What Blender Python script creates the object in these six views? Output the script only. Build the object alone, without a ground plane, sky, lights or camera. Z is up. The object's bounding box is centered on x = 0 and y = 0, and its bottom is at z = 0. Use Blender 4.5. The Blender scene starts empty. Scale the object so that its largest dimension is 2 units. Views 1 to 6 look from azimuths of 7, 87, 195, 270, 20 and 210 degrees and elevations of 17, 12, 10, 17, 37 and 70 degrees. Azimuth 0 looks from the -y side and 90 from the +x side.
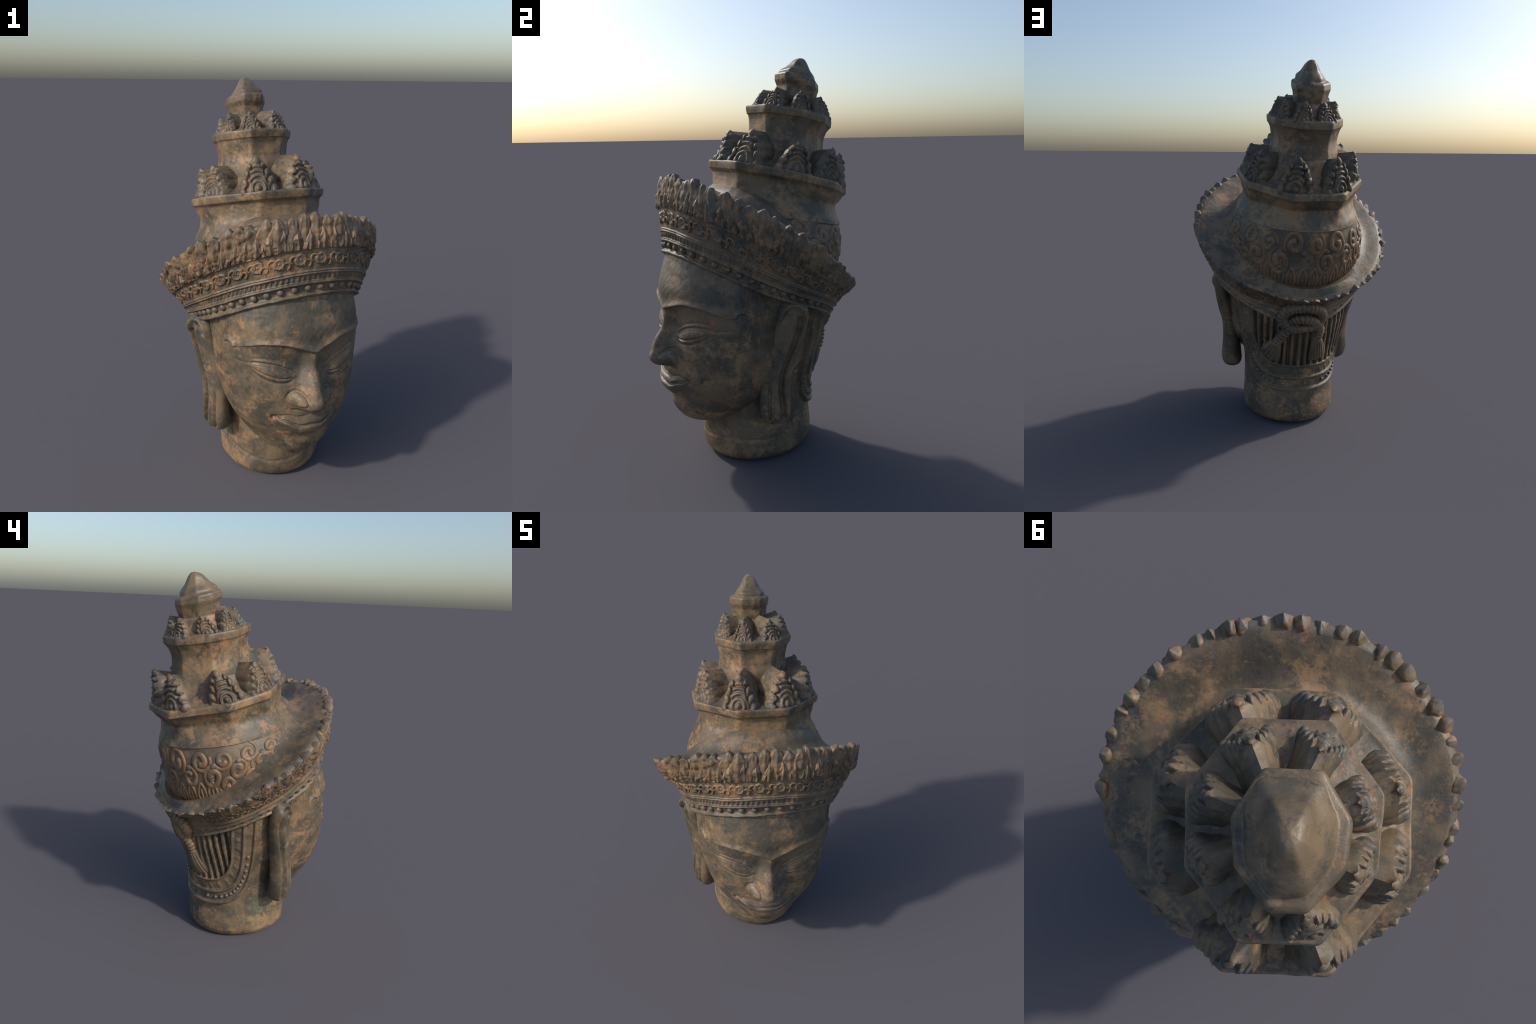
# Bronze crowned head: a serene face under a flared diadem and a tiered,
# octagonal crown with leaf-shaped antefixes.  Everything is modelled in the
# head's own frame (face looks to -y, x = 0 is the symmetry plane); the root
# empty turns the whole thing about z.
import bpy, math
import numpy as np

TURN = math.radians(31.0)
rng = np.random.default_rng(7)

# ------------------------------------------------------------------ helpers
def cubic(xs, ys):
    """monotone-ish smooth interpolation through control points (pchip)"""
    xs = np.asarray(xs, float); ys = np.asarray(ys, float)
    h = np.diff(xs); d = np.diff(ys) / h
    m = np.zeros_like(xs)
    m[0], m[-1] = d[0], d[-1]
    for i in range(1, len(xs) - 1):
        if d[i - 1] * d[i] > 0:
            w1, w2 = 2 * h[i] + h[i - 1], h[i] + 2 * h[i - 1]
            m[i] = (w1 + w2) / (w1 / d[i - 1] + w2 / d[i])
    def f(x):
        x = np.clip(np.asarray(x, float), xs[0], xs[-1])
        i = np.clip(np.searchsorted(xs, x) - 1, 0, len(xs) - 2)
        t = (x - xs[i]) / h[i]
        return ((2*t**3 - 3*t**2 + 1) * ys[i] + (t**3 - 2*t**2 + t) * h[i] * m[i]
                + (-2*t**3 + 3*t**2) * ys[i+1] + (t**3 - t**2) * h[i] * m[i+1])
    return f

def sstep(a, b, x):
    t = np.clip((np.asarray(x, float) - a) / (b - a), 0, 1)
    return t * t * (3 - 2 * t)

def gauss(d, s):
    return np.exp(-(d / s) ** 2)

def softplus(x, s):
    return s * np.logaddexp(0, x / s)

def smax(a, b, k):
    return softplus(a - b, k) + b

_perm = np.random.default_rng(3).random((64, 64, 64))
def vnoise(P, scale, off=0.0):
    """smooth 3-D value noise, about -1..1"""
    q = np.asarray(P) * scale + off + 100.0
    i = np.floor(q).astype(int); f = q - i; f = f * f * (3 - 2 * f)
    r = 0
    for a in (0, 1):
        for b in (0, 1):
            for c in (0, 1):
                w = (np.where(a, f[..., 0], 1 - f[..., 0]) * np.where(b, f[..., 1], 1 - f[..., 1])
                     * np.where(c, f[..., 2], 1 - f[..., 2]))
                r = r + w * _perm[(i[..., 0] + a) % 64, (i[..., 1] + b) % 64, (i[..., 2] + c) % 64]
    return r * 2 - 1

def fbm(P, scale, octaves=3, off=0.0):
    return sum(vnoise(P, scale * 2.03 ** o, off + 7.3 * o) * .5 ** o for o in range(octaves))

def grid_normals(P, wrap):
    """unit normals of a grid surface P[i (around), j (along)]"""
    if wrap:
        du = np.roll(P, -1, 0) - np.roll(P, 1, 0)
    else:
        du = np.gradient(P, axis=0)
    dv = np.gradient(P, axis=1)
    n = np.cross(du, dv)
    return n / (np.linalg.norm(n, axis=-1, keepdims=True) + 1e-12)

root = bpy.data.objects.new("statue_head", None)
bpy.context.scene.collection.objects.link(root)
root.rotation_euler = (0, 0, TURN)
root["label"] = "weathered bronze head with flared diadem and tiered crown"
root["category"] = "statue head"

def add_mesh(name, V, F, mat, parent=None, normals=None, kind=None):
    V = np.asarray(V, np.float32).reshape(-1, 3)
    me = bpy.data.meshes.new(name)
    counts = np.array([len(f) for f in F], np.int32) if isinstance(F, list) else np.full(len(F), F.shape[1], np.int32)
    loops = np.concatenate([np.asarray(f) for f in F]).astype(np.int32) if isinstance(F, list) else F.reshape(-1).astype(np.int32)
    me.vertices.add(len(V)); me.vertices.foreach_set("co", V.ravel())
    me.loops.add(len(loops)); me.loops.foreach_set("vertex_index", loops)
    me.polygons.add(len(counts))
    me.polygons.foreach_set("loop_start", np.concatenate([[0], np.cumsum(counts)[:-1]]).astype(np.int32))
    me.update(calc_edges=True)
    me.validate()
    me.polygons.foreach_set("use_smooth", np.ones(len(me.polygons), bool))
    if normals is not None:
        me.normals_split_custom_set_from_vertices([tuple(n) for n in normals])
    me.materials.append(mat)
    ob = bpy.data.objects.new(name, me)
    bpy.context.scene.collection.objects.link(ob)
    ob.parent = parent or root
    if kind:
        ob["kind"] = kind
    return ob

def grid_faces(nu, nv, wrap):
    i = np.arange(nu if wrap else nu - 1)[:, None]; j = np.arange(nv - 1)[None, :]
    i2 = (i + 1) % nu
    return np.stack([i * nv + j, i2 * nv + j, i2 * nv + j + 1, i * nv + j + 1], -1).reshape(-1, 4)

def add_grid(name, P, mat, wrap=False, parent=None, caps=(False, False), flip=False, kind=None):
    nu, nv = P.shape[:2]
    V = P.reshape(-1, 3); F = [f for f in grid_faces(nu, nv, wrap)]
    n = len(V); extra = []
    for k, j in ((0, 0), (1, nv - 1)):
        if caps[k]:
            c = P[:, j].mean(0); extra.append(c); ci = n + len(extra) - 1
            for i in range(nu):
                a, b = i * nv + j, ((i + 1) % nu) * nv + j
                F.append(np.array([a, ci, b] if k == 0 else [a, b, ci]))
    if extra:
        V = np.vstack([V, extra])
    if flip:
        F = [f[::-1] for f in F]
    if not extra:
        F = np.array(F)
    return add_mesh(name, V, F, mat, parent, kind=kind)

def join(parts):
    """list of (V, F) quads -> one (V, F)"""
    Vs, Fs, o = [], [], 0
    for V, F in parts:
        V = V.reshape(-1, 3); Vs.append(V); Fs.append(F + o); o += len(V)
    return np.vstack(Vs), np.vstack(Fs)

def tube(path, rad, n=10, flat=1.0, up=None):
    """tube around a polyline with per-point radius -> (V, F); ends pinched"""
    path = np.asarray(path, float); m = len(path)
    rad = np.broadcast_to(np.asarray(rad, float), (m,)).copy()
    T = np.gradient(path, axis=0); T /= np.linalg.norm(T, axis=1, keepdims=True) + 1e-9
    if up is None:
        up = np.array([0.31, 0.17, 0.93])
    U = np.broadcast_to(np.asarray(up, float), (m, 3))
    A = np.cross(T, U); A /= np.linalg.norm(A, axis=1, keepdims=True) + 1e-9
    B = np.cross(A, T)
    # rounded ends
    path = np.vstack([path[:1] - T[:1] * rad[0] * .7, path, path[-1:] + T[-1:] * rad[-1] * .7])
    rad = np.concatenate([[rad[0] * .05], rad, [rad[-1] * .05]])
    A = np.vstack([A[:1], A, A[-1:]]); B = np.vstack([B[:1], B, B[-1:]])
    t = np.linspace(0, 2 * np.pi, n, endpoint=False)
    P = (path[None] + rad[None, :, None] * (np.cos(t)[:, None, None] * A[None]
         + flat * np.sin(t)[:, None, None] * B[None]))
    return P.reshape(-1, 3), grid_faces(n, m + 2, True)

# ---------------------------------------------------------------- materials
def bronze(name, ochre=.5, orange=.35, verdigris=.25, dark=.4, seed=0.0, rough=.50):
    m = bpy.data.materials.new(name); m.use_nodes = True
    nt = m.node_tree; N = nt.nodes; L = nt.links
    bsdf = N["Principled BSDF"]
    tc = N.new("ShaderNodeTexCoord")
    def mapping(scale, off):
        mp = N.new("ShaderNodeMapping"); L.new(tc.outputs["Object"], mp.inputs["Vector"])
        mp.inputs["Scale"].default_value = (scale, scale, scale)
        mp.inputs["Location"].default_value = (off, off * 1.7, -off)
        return mp.outputs[0]
    def noise(scale, detail=6, rgh=.6, off=0.0, dist=0.0):
        n = N.new("ShaderNodeTexNoise"); n.inputs["Scale"].default_value = scale
        n.inputs["Detail"].default_value = detail; n.inputs["Roughness"].default_value = rgh
        n.inputs["Distortion"].default_value = dist
        L.new(mapping(1, off + seed), n.inputs["Vector"]); return n.outputs["Fac"]
    def ramp(fac, lo, hi):
        r = N.new("ShaderNodeMapRange"); r.interpolation_type = 'SMOOTHSTEP'
        r.inputs["From Min"].default_value = lo; r.inputs["From Max"].default_value = hi
        L.new(fac, r.inputs["Value"]); return r.outputs[0]
    def math(op, a, b):
        n = N.new("ShaderNodeMath"); n.operation = op; n.use_clamp = True
        for i, v in enumerate((a, b)):
            if isinstance(v, (int, float)): n.inputs[i].default_value = v
            else: L.new(v, n.inputs[i])
        return n.outputs[0]
    def mix(fac, a, b):
        n = N.new("ShaderNodeMix"); n.data_type = 'RGBA'
        L.new(fac, n.inputs[0])
        for k, v in ((6, a), (7, b)):
            if isinstance(v, tuple): n.inputs[k].default_value = (*v, 1)
            else: L.new(v, n.inputs[k])
        return n.outputs[2]
    # base: olive-grey bronze against fawn brown, broad soft mottling
    c = mix(ramp(noise(6, 8, .66, 1.3, .3), .40, .60), (.078, .067, .049), (.170, .122, .074))
    # worn ochre, in soft clouds broken up by fine grain
    cloud = math('ADD', math('MULTIPLY', noise(6.5, 6, .62, 4.1, .4), .62), math('MULTIPLY', noise(42, 7, .72, 5.7), .38))
    c = mix(math('MULTIPLY', ramp(cloud, .58 - .14 * ochre, .70 - .14 * ochre), .80), c, (.325, .202, .104))
    # orange earth in speckles and blotches
    speck = math('ADD', math('MULTIPLY', noise(10, 6, .65, 9.7, .4), .55), math('MULTIPLY', noise(55, 6, .7, 12.1), .45))
    c = mix(math('MULTIPLY', ramp(speck, .61 - .12 * orange, .70 - .12 * orange), .68), c, (.370, .172, .078))
    # slate-dark bare metal, scratchy
    slate = math('ADD', math('MULTIPLY', noise(8, 7, .68, 15.2, .6), .55), math('MULTIPLY', noise(48, 8, .75, 17.7, .6), .45))
    c = mix(math('MULTIPLY', ramp(slate, .585 - .13 * dark, .665 - .13 * dark), .80), c, (.038, .043, .043))
    # verdigris: dull green films and bright flecks
    film = math('ADD', math('MULTIPLY', noise(4.5, 6, .65, 22.4, .4), .65), math('MULTIPLY', noise(38, 7, .72, 26.0), .35))
    c = mix(math('MULTIPLY', ramp(film, .63 - .14 * verdigris, .72 - .14 * verdigris), .60), c, (.098, .126, .094))
    c = mix(math('MULTIPLY', ramp(noise(15, 10, .78, 31.0, .9), .72 - .14 * verdigris, .78 - .14 * verdigris), .70), c, (.135, .270, .215))
    # earth held in hollows, bare dark metal on rubbed high points
    geo = N.new("ShaderNodeNewGeometry")
    hollow = math('MULTIPLY', math('SUBTRACT', 1.0, ramp(geo.outputs["Pointiness"], .44, .495)), ramp(noise(18, 5, .6, 40.0), .3, .6))
    c = mix(math('MULTIPLY', hollow, .70), c, (.260, .140, .070))
    high = math('MULTIPLY', ramp(geo.outputs["Pointiness"], .508, .56), ramp(noise(14, 6, .65, 46.0), .36, .6))
    c = mix(math('MULTIPLY', high, .72), c, (.108, .108, .102))
    # fine dark pits and grain
    g = noise(95, 4, .7, 51.0)
    c = mix(math('MULTIPLY', ramp(g, .56, .74), .45), c, (.040, .032, .025))
    L.new(c, bsdf.inputs["Base Color"])
    bsdf.inputs["Roughness"].default_value = rough
    bsdf.inputs["Specular IOR Level"].default_value = .45
    bsdf.inputs["Metallic"].default_value = 0.0
    b = N.new("ShaderNodeBump"); b.inputs["Strength"].default_value = .35; b.inputs["Distance"].default_value = .004
    hsum = N.new("ShaderNodeMath"); hsum.operation = 'ADD'
    L.new(noise(70, 6, .65, 60.0), hsum.inputs[0]); L.new(noise(22, 5, .6, 66.0), hsum.inputs[1])
    L.new(hsum.outputs[0], b.inputs["Height"]); L.new(b.outputs[0], bsdf.inputs["Normal"])
    return m

M_face = bronze("face_bronze", ochre=.52, orange=.54, verdigris=.30, dark=.42)
M_neck = bronze("neck_bronze", ochre=.62, orange=.42, verdigris=.55, dark=.34, seed=3.0)
M_hair = bronze("hair_bronze", ochre=.4, orange=.5, verdigris=.30, dark=.35, seed=5.0)
M_ear = bronze("ear_bronze", ochre=.45, orange=.3, verdigris=.35, dark=.42, seed=8.0)
M_diadem = bronze("diadem_bronze", ochre=.55, orange=.52, verdigris=.30, dark=.36, seed=11.0)
M_tier = bronze("tier_bronze", ochre=.78, orange=.62, verdigris=.14, dark=.36, seed=14.0)
M_leaf = bronze("leaf_bronze", ochre=.36, orange=.3, verdigris=.42, dark=.70, seed=17.0)
M_dome = bronze("dome_bronze", ochre=.5, orange=.4, verdigris=.3, dark=.42, seed=20.0)
M_tip = bronze("finial_bronze", ochre=.62, orange=.4, verdigris=.14, dark=.58, seed=23.0, rough=.42)

# ------------------------------------------------------------ head and neck
OY = -0.05                      # polar centre of the head grid (0, OY)

hz  = [.00, .15, .20, .25, .30, .35, .40, .45, .50, .55, .60, .70, .75, .80, .85, .90, 1.0, 1.15]
h_w = cubic(hz, [.18, .195, .206, .226, .250, .277, .303, .324, .341, .352, .361, .366, .369, .373, .376, .374, .362, .335])   # left half-width
R_SIDE = cubic([0, .2, .30, .40, .50, .65, 1.2], [.87, .86, .86, .885, .905, .93, .93])                                                  # the right cheek is fuller towards the middle, narrower outside
h_f = cubic(hz, [-.30, -.37, -.40, -.430, -.453, -.469, -.481, -.488, -.491, -.490, -.488, -.486, -.489, -.495, -.502, -.499, -.470, -.412])
nz  = [.0, .020, .05, .10, .20, .30, .40, .50, .60, .70, .80, 1.15]
n_w = cubic(nz, [.222, .252, .266, .268, .260, .258, .270, .296, .328, .350, .36, .37])
n_f = cubic(nz, [-.25, -.282, -.294, -.296, -.290, -.285, -.27, -.28, -.29, -.30, -.31, -.32])
n_b = cubic(nz, [.245, .276, .290, .292, .286, .288, .305, .328, .346, .362, .38, .40])
jaw = cubic(np.radians([0, 25, 50, 73, 90, 110, 140, 180]), [.234, .252, .31, .378, .43, .50, .60, .70])

def ray_ellipse(th, w, yc, f, b, xc=0.0):
    """polar radius from (0, OY) of an ellipse with different front/back depth"""
    s, c = np.sin(th), np.cos(th)
    def solve(d):
        A = (s / w) ** 2 + (c / d) ** 2
        B = -2 * s * xc / w ** 2 - 2 * c * (OY - yc) / d ** 2
        C = (xc / w) ** 2 + ((OY - yc) / d) ** 2 - 1
        return (-B + np.sqrt(np.maximum(B * B - 4 * A * C, 0))) / (2 * A)
    rf = solve(yc - f)
    yf = OY - rf * c
    rb = solve(b - yc)
    return np.where(yf <= yc, rf, rb)

def head_radius(th, z):
    rh = ray_ellipse(th, h_w(z) * np.where(th > 0, 1.0, R_SIDE(z)), -.10, h_f(z), .255 + 0 * z)
    rh = rh * (1 + cubic([0, .25, .45, .75, .88, 1.2], [0, .0, .055, .06, .025, .015])(z) * np.sin(2 * np.clip(np.abs(th), 0, np.pi / 2)) ** 2)
    zj = jaw(np.abs(th)) - .030 * gauss(th + .95, .45)          # the right jaw hangs a little lower
    rh = rh - 3.2 * softplus(zj - z, .010)
    rn = ray_ellipse(th, n_w(z), 0.0, n_f(z), n_b(z), .008)
    return smax(np.maximum(rh, .02), rn, .007)

def head_point(th, z):
    r = head_radius(th, z)
    return np.stack([r * np.sin(th), OY - r * np.cos(th), z + 0 * th], -1)

def diadem_foot_z(th):
    """height of the diadem's lower edge, falling from brow to nape"""
    z = np.full_like(th, .85)
    for _ in range(25):
        y = head_point(th, z)[..., 1]
        z = .5 * z + .5 * np.where(y < 0, .84 - .403 * y + .284 * y * y, .84 - .403 * y - .57 * y * y)
    return z

# ---- face relief: forward displacement (towards -y) as a function of (x, z)
brow_z = cubic([0, .03, .08, .158, .22, .27, .32, .40], [.822, .830, .848, .866, .862, .846, .82, .76])
nose_y = cubic([.526, .537, .545, .555, .572, .590, .635, .70, .76, .80, .83, .87],
               [0, .004, .038, .070, .0800, .0785, .064, .046, .028, .016, .006, 0])
nose_w = cubic([.54, .58, .62, .66, .72, .78, .87], [.058, .056, .050, .042, .037, .032, .040])

def face_relief(x, z):
    x = x + .014 * sstep(.85, .6, z)            # features lean slightly to one side
    a = np.abs(x)
    f = np.zeros_like(a)
    # --- eye socket under a crisp brow edge
    d = brow_z(a) - z
    depth = cubic([0, .03, .08, .13, .2, .28, .36], [.008, .015, .021, .019, .014, .008, .0])(a)
    sock = np.where(d > 0, 1 - np.exp(-np.maximum(d, 0) / .020), 0) * sstep(.62, .745, z)
    f -= depth * sock
    f += .0095 * np.where(d > -.0, gauss(d, .005), gauss(d, .016)) * sstep(.34, .24, a)
    # --- eyes
    e = (a - .174) / .087
    mid = .722 + .022 * e
    k = np.clip(1 - e * e, 0, 1)
    top, bot = mid + .022 * k ** .7, mid - .034 * k ** .75
    inside = np.clip(1 - ((z - (top + bot) / 2) / (np.maximum(top - bot, 1e-4) / 2 * 1.02)) ** 2, 0, 1)
    f += .0125 * np.sqrt(inside * k + 1e-9) * (k > 0)
    f += .012 * gauss(e, 1.2) * gauss(z - mid, .065)
    m = sstep(1.25, .8, np.abs(e))
    f += (.0040 * gauss(z - (top + .004), .0055) - .0045 * gauss(z - (top + .014), .006)
          + .0032 * gauss(z - (top + .024), .0065) - .0024 * gauss(z - (top + .036), .007)) * m
    slit = bot + .014 * k
    f -= .0075 * gauss(z - slit, .0045) * sstep(1.02, .85, np.abs(e))
    f += .0040 * gauss(z - (bot - .001), .006) * m
    f -= .0038 * gauss(z - (bot - .014), .007) * m
    # crease running out to the temple
    f -= .004 * gauss(z - (.752 + .10 * (a - .27)), .006) * sstep(.255, .28, a) * sstep(.36, .32, a)
    # --- nose
    w = nose_w(z)
    f += nose_y(z) * np.exp(-(a / (w + .002)) ** 2.8)
    f += .020 * sstep(.54, .60, z) * sstep(.76, .66, z) * gauss(a, .10)
    al = ((a - .076) / .034) ** 2 + ((z - .590) / np.where(z > .590, .042, .030)) ** 2
    f += .028 * np.clip(1 - al, 0, 1) ** .85 + .012 * np.exp(-al * .8)
    f -= .006 * gauss(np.sqrt(al) - 1.14, .16) * sstep(.585, .61, z)
    # nostril plane: everything of the nose stops at its base
    f -= .006 * gauss(z - .533, .008) * sstep(.10, .07, a)
    # --- mouth
    q = np.clip(a / .150, 0, 1.2)
    zm = .456 + .033 * q ** 2.2 + .004 * np.cos(q * 9) * (q < 1)
    kk = np.clip(1 - q ** 2, 0, 1)
    up = zm + .030 * kk ** .8 - .005 * gauss(a, .018)
    lo = zm - .064 * kk ** .7
    bu = np.clip((z - zm) / np.maximum(up - zm, 1e-3), 0, 1); bl = np.clip((zm - z) / np.maximum(zm - lo, 1e-3), 0, 1)
    inm = (q < 1)
    f += inm * np.where(z > zm, (z < up + .01) * .021 * np.sqrt(kk) * np.clip(1 - bu ** 2, 0, 1) ** .6,
                        .021 * np.sqrt(kk) * np.clip(1 - bl ** 2.2, 0, 1) ** .6 + .007 * np.sqrt(kk) * np.sin(np.pi * bl))
    f -= .013 * gauss(z - zm, .0065) * sstep(1.02, .9, q)
    f += .0028 * gauss(z - up, .006) * inm * sstep(1, .8, q) + .0025 * gauss(z - lo, .008) * inm * sstep(1, .8, q)
    f -= .004 * gauss(z - (up + .012), .006) * inm * sstep(.0, .3, q)
    f -= .020 * gauss(np.hypot(a - .158, z - .489), .012)
    f += .012 * gauss(a, .17) * gauss(z - .47, .085)
    # philtrum, chin
    f -= .004 * gauss(a, .012) * sstep(.49, .50, z) * sstep(.535, .525, z)
    f -= .008 * gauss(a, .10) * gauss(z - .375, .025)
    f += .010 * gauss(a, .085) * gauss(z - .31, .045)
    # cheek
    f += .006 * gauss(np.hypot(a - .22, (z - .59) * .8), .085)
    return f

def side_relief(th, z, P):
    """temple hair, side-lock bracket, neck rings: radial displacement"""
    t = np.abs(th); deg = np.degrees(t)
    r = np.zeros_like(t)
    # combed temple hair
    hair = sstep(48, 58, deg) * sstep(100, 90, deg) * sstep(.62, .70, z + .0012 * (deg - 60))
    hair = hair * np.maximum(sstep(.835, .86, z), sstep(60, 64, deg))
    ph = (deg - 60) * 1.9 + (z - .85) * 42 * ((deg - 62) / 22) + 1.5 * vnoise(P, 10)
    r += hair * (.0030 * np.sin(ph * 1.9) + .0016 * np.sin(ph * 4.3 + 1)) * (1 + .6 * vnoise(P, 22, 3))
    # side-lock: an inverted J from the end of the brow down in front of the ear
    lock = gauss(deg - 60.5, 1.9) * sstep(.60, .72, z) * sstep(.826, .818, z)
    arch = gauss(np.hypot((deg - 56) / 4.5, (z - .818) / .026) - 1, .34) * sstep(.812, .822, z)
    r += .0105 * np.maximum(lock, arch)
    return r

NT, NZ = 860, 600
u = np.linspace(-1, 1, NT, endpoint=False)
theta = np.pi * (.56 * u + .44 * u ** 3)
foot = diadem_foot_z(theta)
v = np.linspace(0, 1, NZ)
TH, Vv = np.meshgrid(theta, v, indexing="ij")
ZZ = Vv * (foot + .05)[:, None]
HP = head_point(TH, ZZ)
front = sstep(1.45, 1.05, np.abs(TH)) * sstep(.20, .27, ZZ)
HP[..., 1] -= face_relief(HP[..., 0], ZZ) * front
rad_dir = np.stack([np.sin(TH), -np.cos(TH), 0 * TH], -1)
HP += rad_dir * (side_relief(TH, ZZ, HP))[..., None]
# neck rings
ring = (-.0032 * gauss(ZZ - (.115 + .05 * (1 - np.cos(TH)) * .6 + .012 * np.sin(TH * 3)), .009) * sstep(1.9, 1.2, np.abs(TH)))
HP += rad_dir * ring[..., None]

# ---- hair panel at the back: studded hem, inner band, vertical slits
back = np.abs(((TH + 2 * np.pi) % (2 * np.pi)) - np.pi)        # angle from the nape
bs = back * .33                                                 # arc length from nape
PT, PB, PS, PP = .72, .212, .385, 4.0
def panel_rho(s, z):
    return ((s / PS) ** PP + (np.clip(PT - z, 0, 1) / (PT - PB)) ** PP) ** (1 / PP)
rho = panel_rho(bs, ZZ)
net = sstep(.70, .685, rho)
pan = .014 * sstep(1.012, .988, rho)
cord = lambda c, wd, h: h * np.sqrt(np.clip(1 - ((rho - c) / wd) ** 2, 0, 1))
pan += cord(.985, .020, .007) + cord(.845, .017, .008) + cord(.705, .014, .007)
pan -= .004 * sstep(.965, .955, rho) * sstep(.865, .875, rho) + .003 * sstep(.828, .82, rho) * sstep(.72, .73, rho)
ang_p = np.arctan2(bs / PS, np.maximum(PT - ZZ, 0) / (PT - PB))
pan += .0035 * np.clip(np.sin(ang_p * 46), 0, 1) * gauss(rho - .775, .035)
sgn_s = np.where(TH > 0, 1, -1) * bs
slit = .5 - .5 * np.cos(2 * np.pi * (sgn_s + .10 * (ZZ - .5) * np.sign(sgn_s) * sstep(0, .2, bs)) / .0345)
slit_zone = net * sstep(foot[:, None] + .012, foot[:, None] - .015, ZZ)
pan -= slit_zone * (.030 * sstep(.42, .72, slit) + .002)
HP += rad_dir * (pan * sstep(foot[:, None] + .05, foot[:, None] + .02, ZZ))[..., None]
# cast-metal unevenness
HP += rad_dir * (.0035 * fbm(HP, 7, 2) + .0011 * fbm(HP, 38, 2, 5))[..., None] * sstep(0, .02, ZZ)[..., None]

HF = grid_faces(NT, NZ, True)
HV = HP.reshape(-1, 3)
HN = grid_normals(HP, True).reshape(-1, 3)
fc = HV[HF].mean(1); frho = rho.reshape(-1)[HF].mean(1); fz = fc[:, 2]
fth = np.arctan2(fc[:, 0], -(fc[:, 1] - OY))
fx = fc[:, 0] + .014
is_hair = (frho < 1.0) & (np.abs(fth) > 1.3)
jz = jaw(np.abs(fth))
is_neck = ~is_hair & (fz < jz - .01)
is_eyeL = (np.abs(fth) < 1.2) & (((fx - .178) / .10) ** 2 + ((fz - .735) / .052) ** 2 < 1)
is_eyeR = (np.abs(fth) < 1.2) & (((fx + .178) / .10) ** 2 + ((fz - .735) / .052) ** 2 < 1)
is_nose = (np.abs(fth) < 1.0) & (fz > .545) & (fz < .80) & (np.abs(fx) < .045 + .085 * sstep(.70, .60, fz)) & ~is_eyeL & ~is_eyeR
is_mouth = (np.abs(fth) < 1.0) & (((fx / .175) ** 2 + ((fz - .46) / .065) ** 2) < 1)
label = np.zeros(len(HF), int)
for i, msk in enumerate((is_neck, is_hair, is_eyeL, is_eyeR, is_nose, is_mouth), 1):
    label[msk & (label == 0)] = i
def split(lbl, name, mat, extra_cap=False):
    F = HF[label == lbl]
    ids, inv = np.unique(F.ravel(), return_inverse=True)
    V, Nn = HV[ids], HN[ids]; F = inv.reshape(-1, 4)
    if extra_cap:
        base = np.searchsorted(ids, np.arange(NT) * NZ)
        V = np.vstack([V, [[0, 0, 0.0]]]); Nn = np.vstack([Nn, [[0, 0, -1.0]]])
        F = list(F) + [np.array([base[i], len(V) - 1, base[(i + 1) % NT]]) for i in range(NT)]
    return add_mesh(name, V, F, mat, normals=Nn)
head_ob = split(0, "head", M_face)
split(1, "neck", M_neck, True)
hair_ob = split(2, "hair", M_hair)
split(3, "eye", M_face, False).parent = head_ob
split(4, "eye", M_face).parent = head_ob
split(5, "nose", M_face).parent = head_ob
split(6, "mouth", M_face).parent = head_ob

# surface lookup on the finished head (for things that sit on it)
def on_head(th, z, lift=0.0):
    th = np.asarray(th, float); z = np.asarray(z, float)
    r = head_radius(th, z) + lift
    return np.stack([r * np.sin(th), OY - r * np.cos(th), z], -1)

def dome_mesh(c, n, t, r, h, rings=7, seg=18, squash=1.0):
    """low hemispherical stud at c, normal n, tangent t"""
    n = n / np.linalg.norm(n); t = t - n * (t @ n); t /= np.linalg.norm(t); b = np.cross(n, t)
    a = np.linspace(0, 2 * np.pi, seg, endpoint=False)[:, None]
    k = np.linspace(0, np.pi / 2, rings)[None, :]
    P = c + (r * np.cos(k))[..., None] * (np.cos(a)[..., None] * t + squash * np.sin(a)[..., None] * b) \
        + ((h * 1.25 * np.sin(k) - .25 * h) + 0 * a)[..., None] * n
    return P.reshape(-1, 3), grid_faces(seg, rings, True)

# studs on the hem of the hair panel
for i, ang in enumerate(np.linspace(-1.42, 1.42, 27)):
    c = .915
    t = abs(ang)
    s = PS * c * np.sin(t) ** (2 / PP); z = PT - (PT - PB) * c * np.cos(t) ** (2 / PP)
    th = np.pi - s / .33 * np.sign(ang if ang else 1)
    th = (th + np.pi) % (2 * np.pi) - np.pi
    if z > .62: continue
    p = on_head(th, z, .009); n = np.array([np.sin(th), -np.cos(th), -.1])
    V, F = dome_mesh(p, n, np.array([0, 0, 1.0]), .0125 * (1 + .15 * rng.uniform(-1, 1)), .012)
    add_mesh("stud", V, F, M_hair, hair_ob)

# ------------------------------------------------------------------- knot
def back_y(x, z, lift):
    th = np.full_like(x, np.pi)
    for _ in range(12):
        r = head_radius(th, z) + lift
        th = np.pi - np.arcsin(np.clip(x / r, -.95, .95))
    return OY - (head_radius(th, z) + lift) * np.cos(th)

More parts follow.
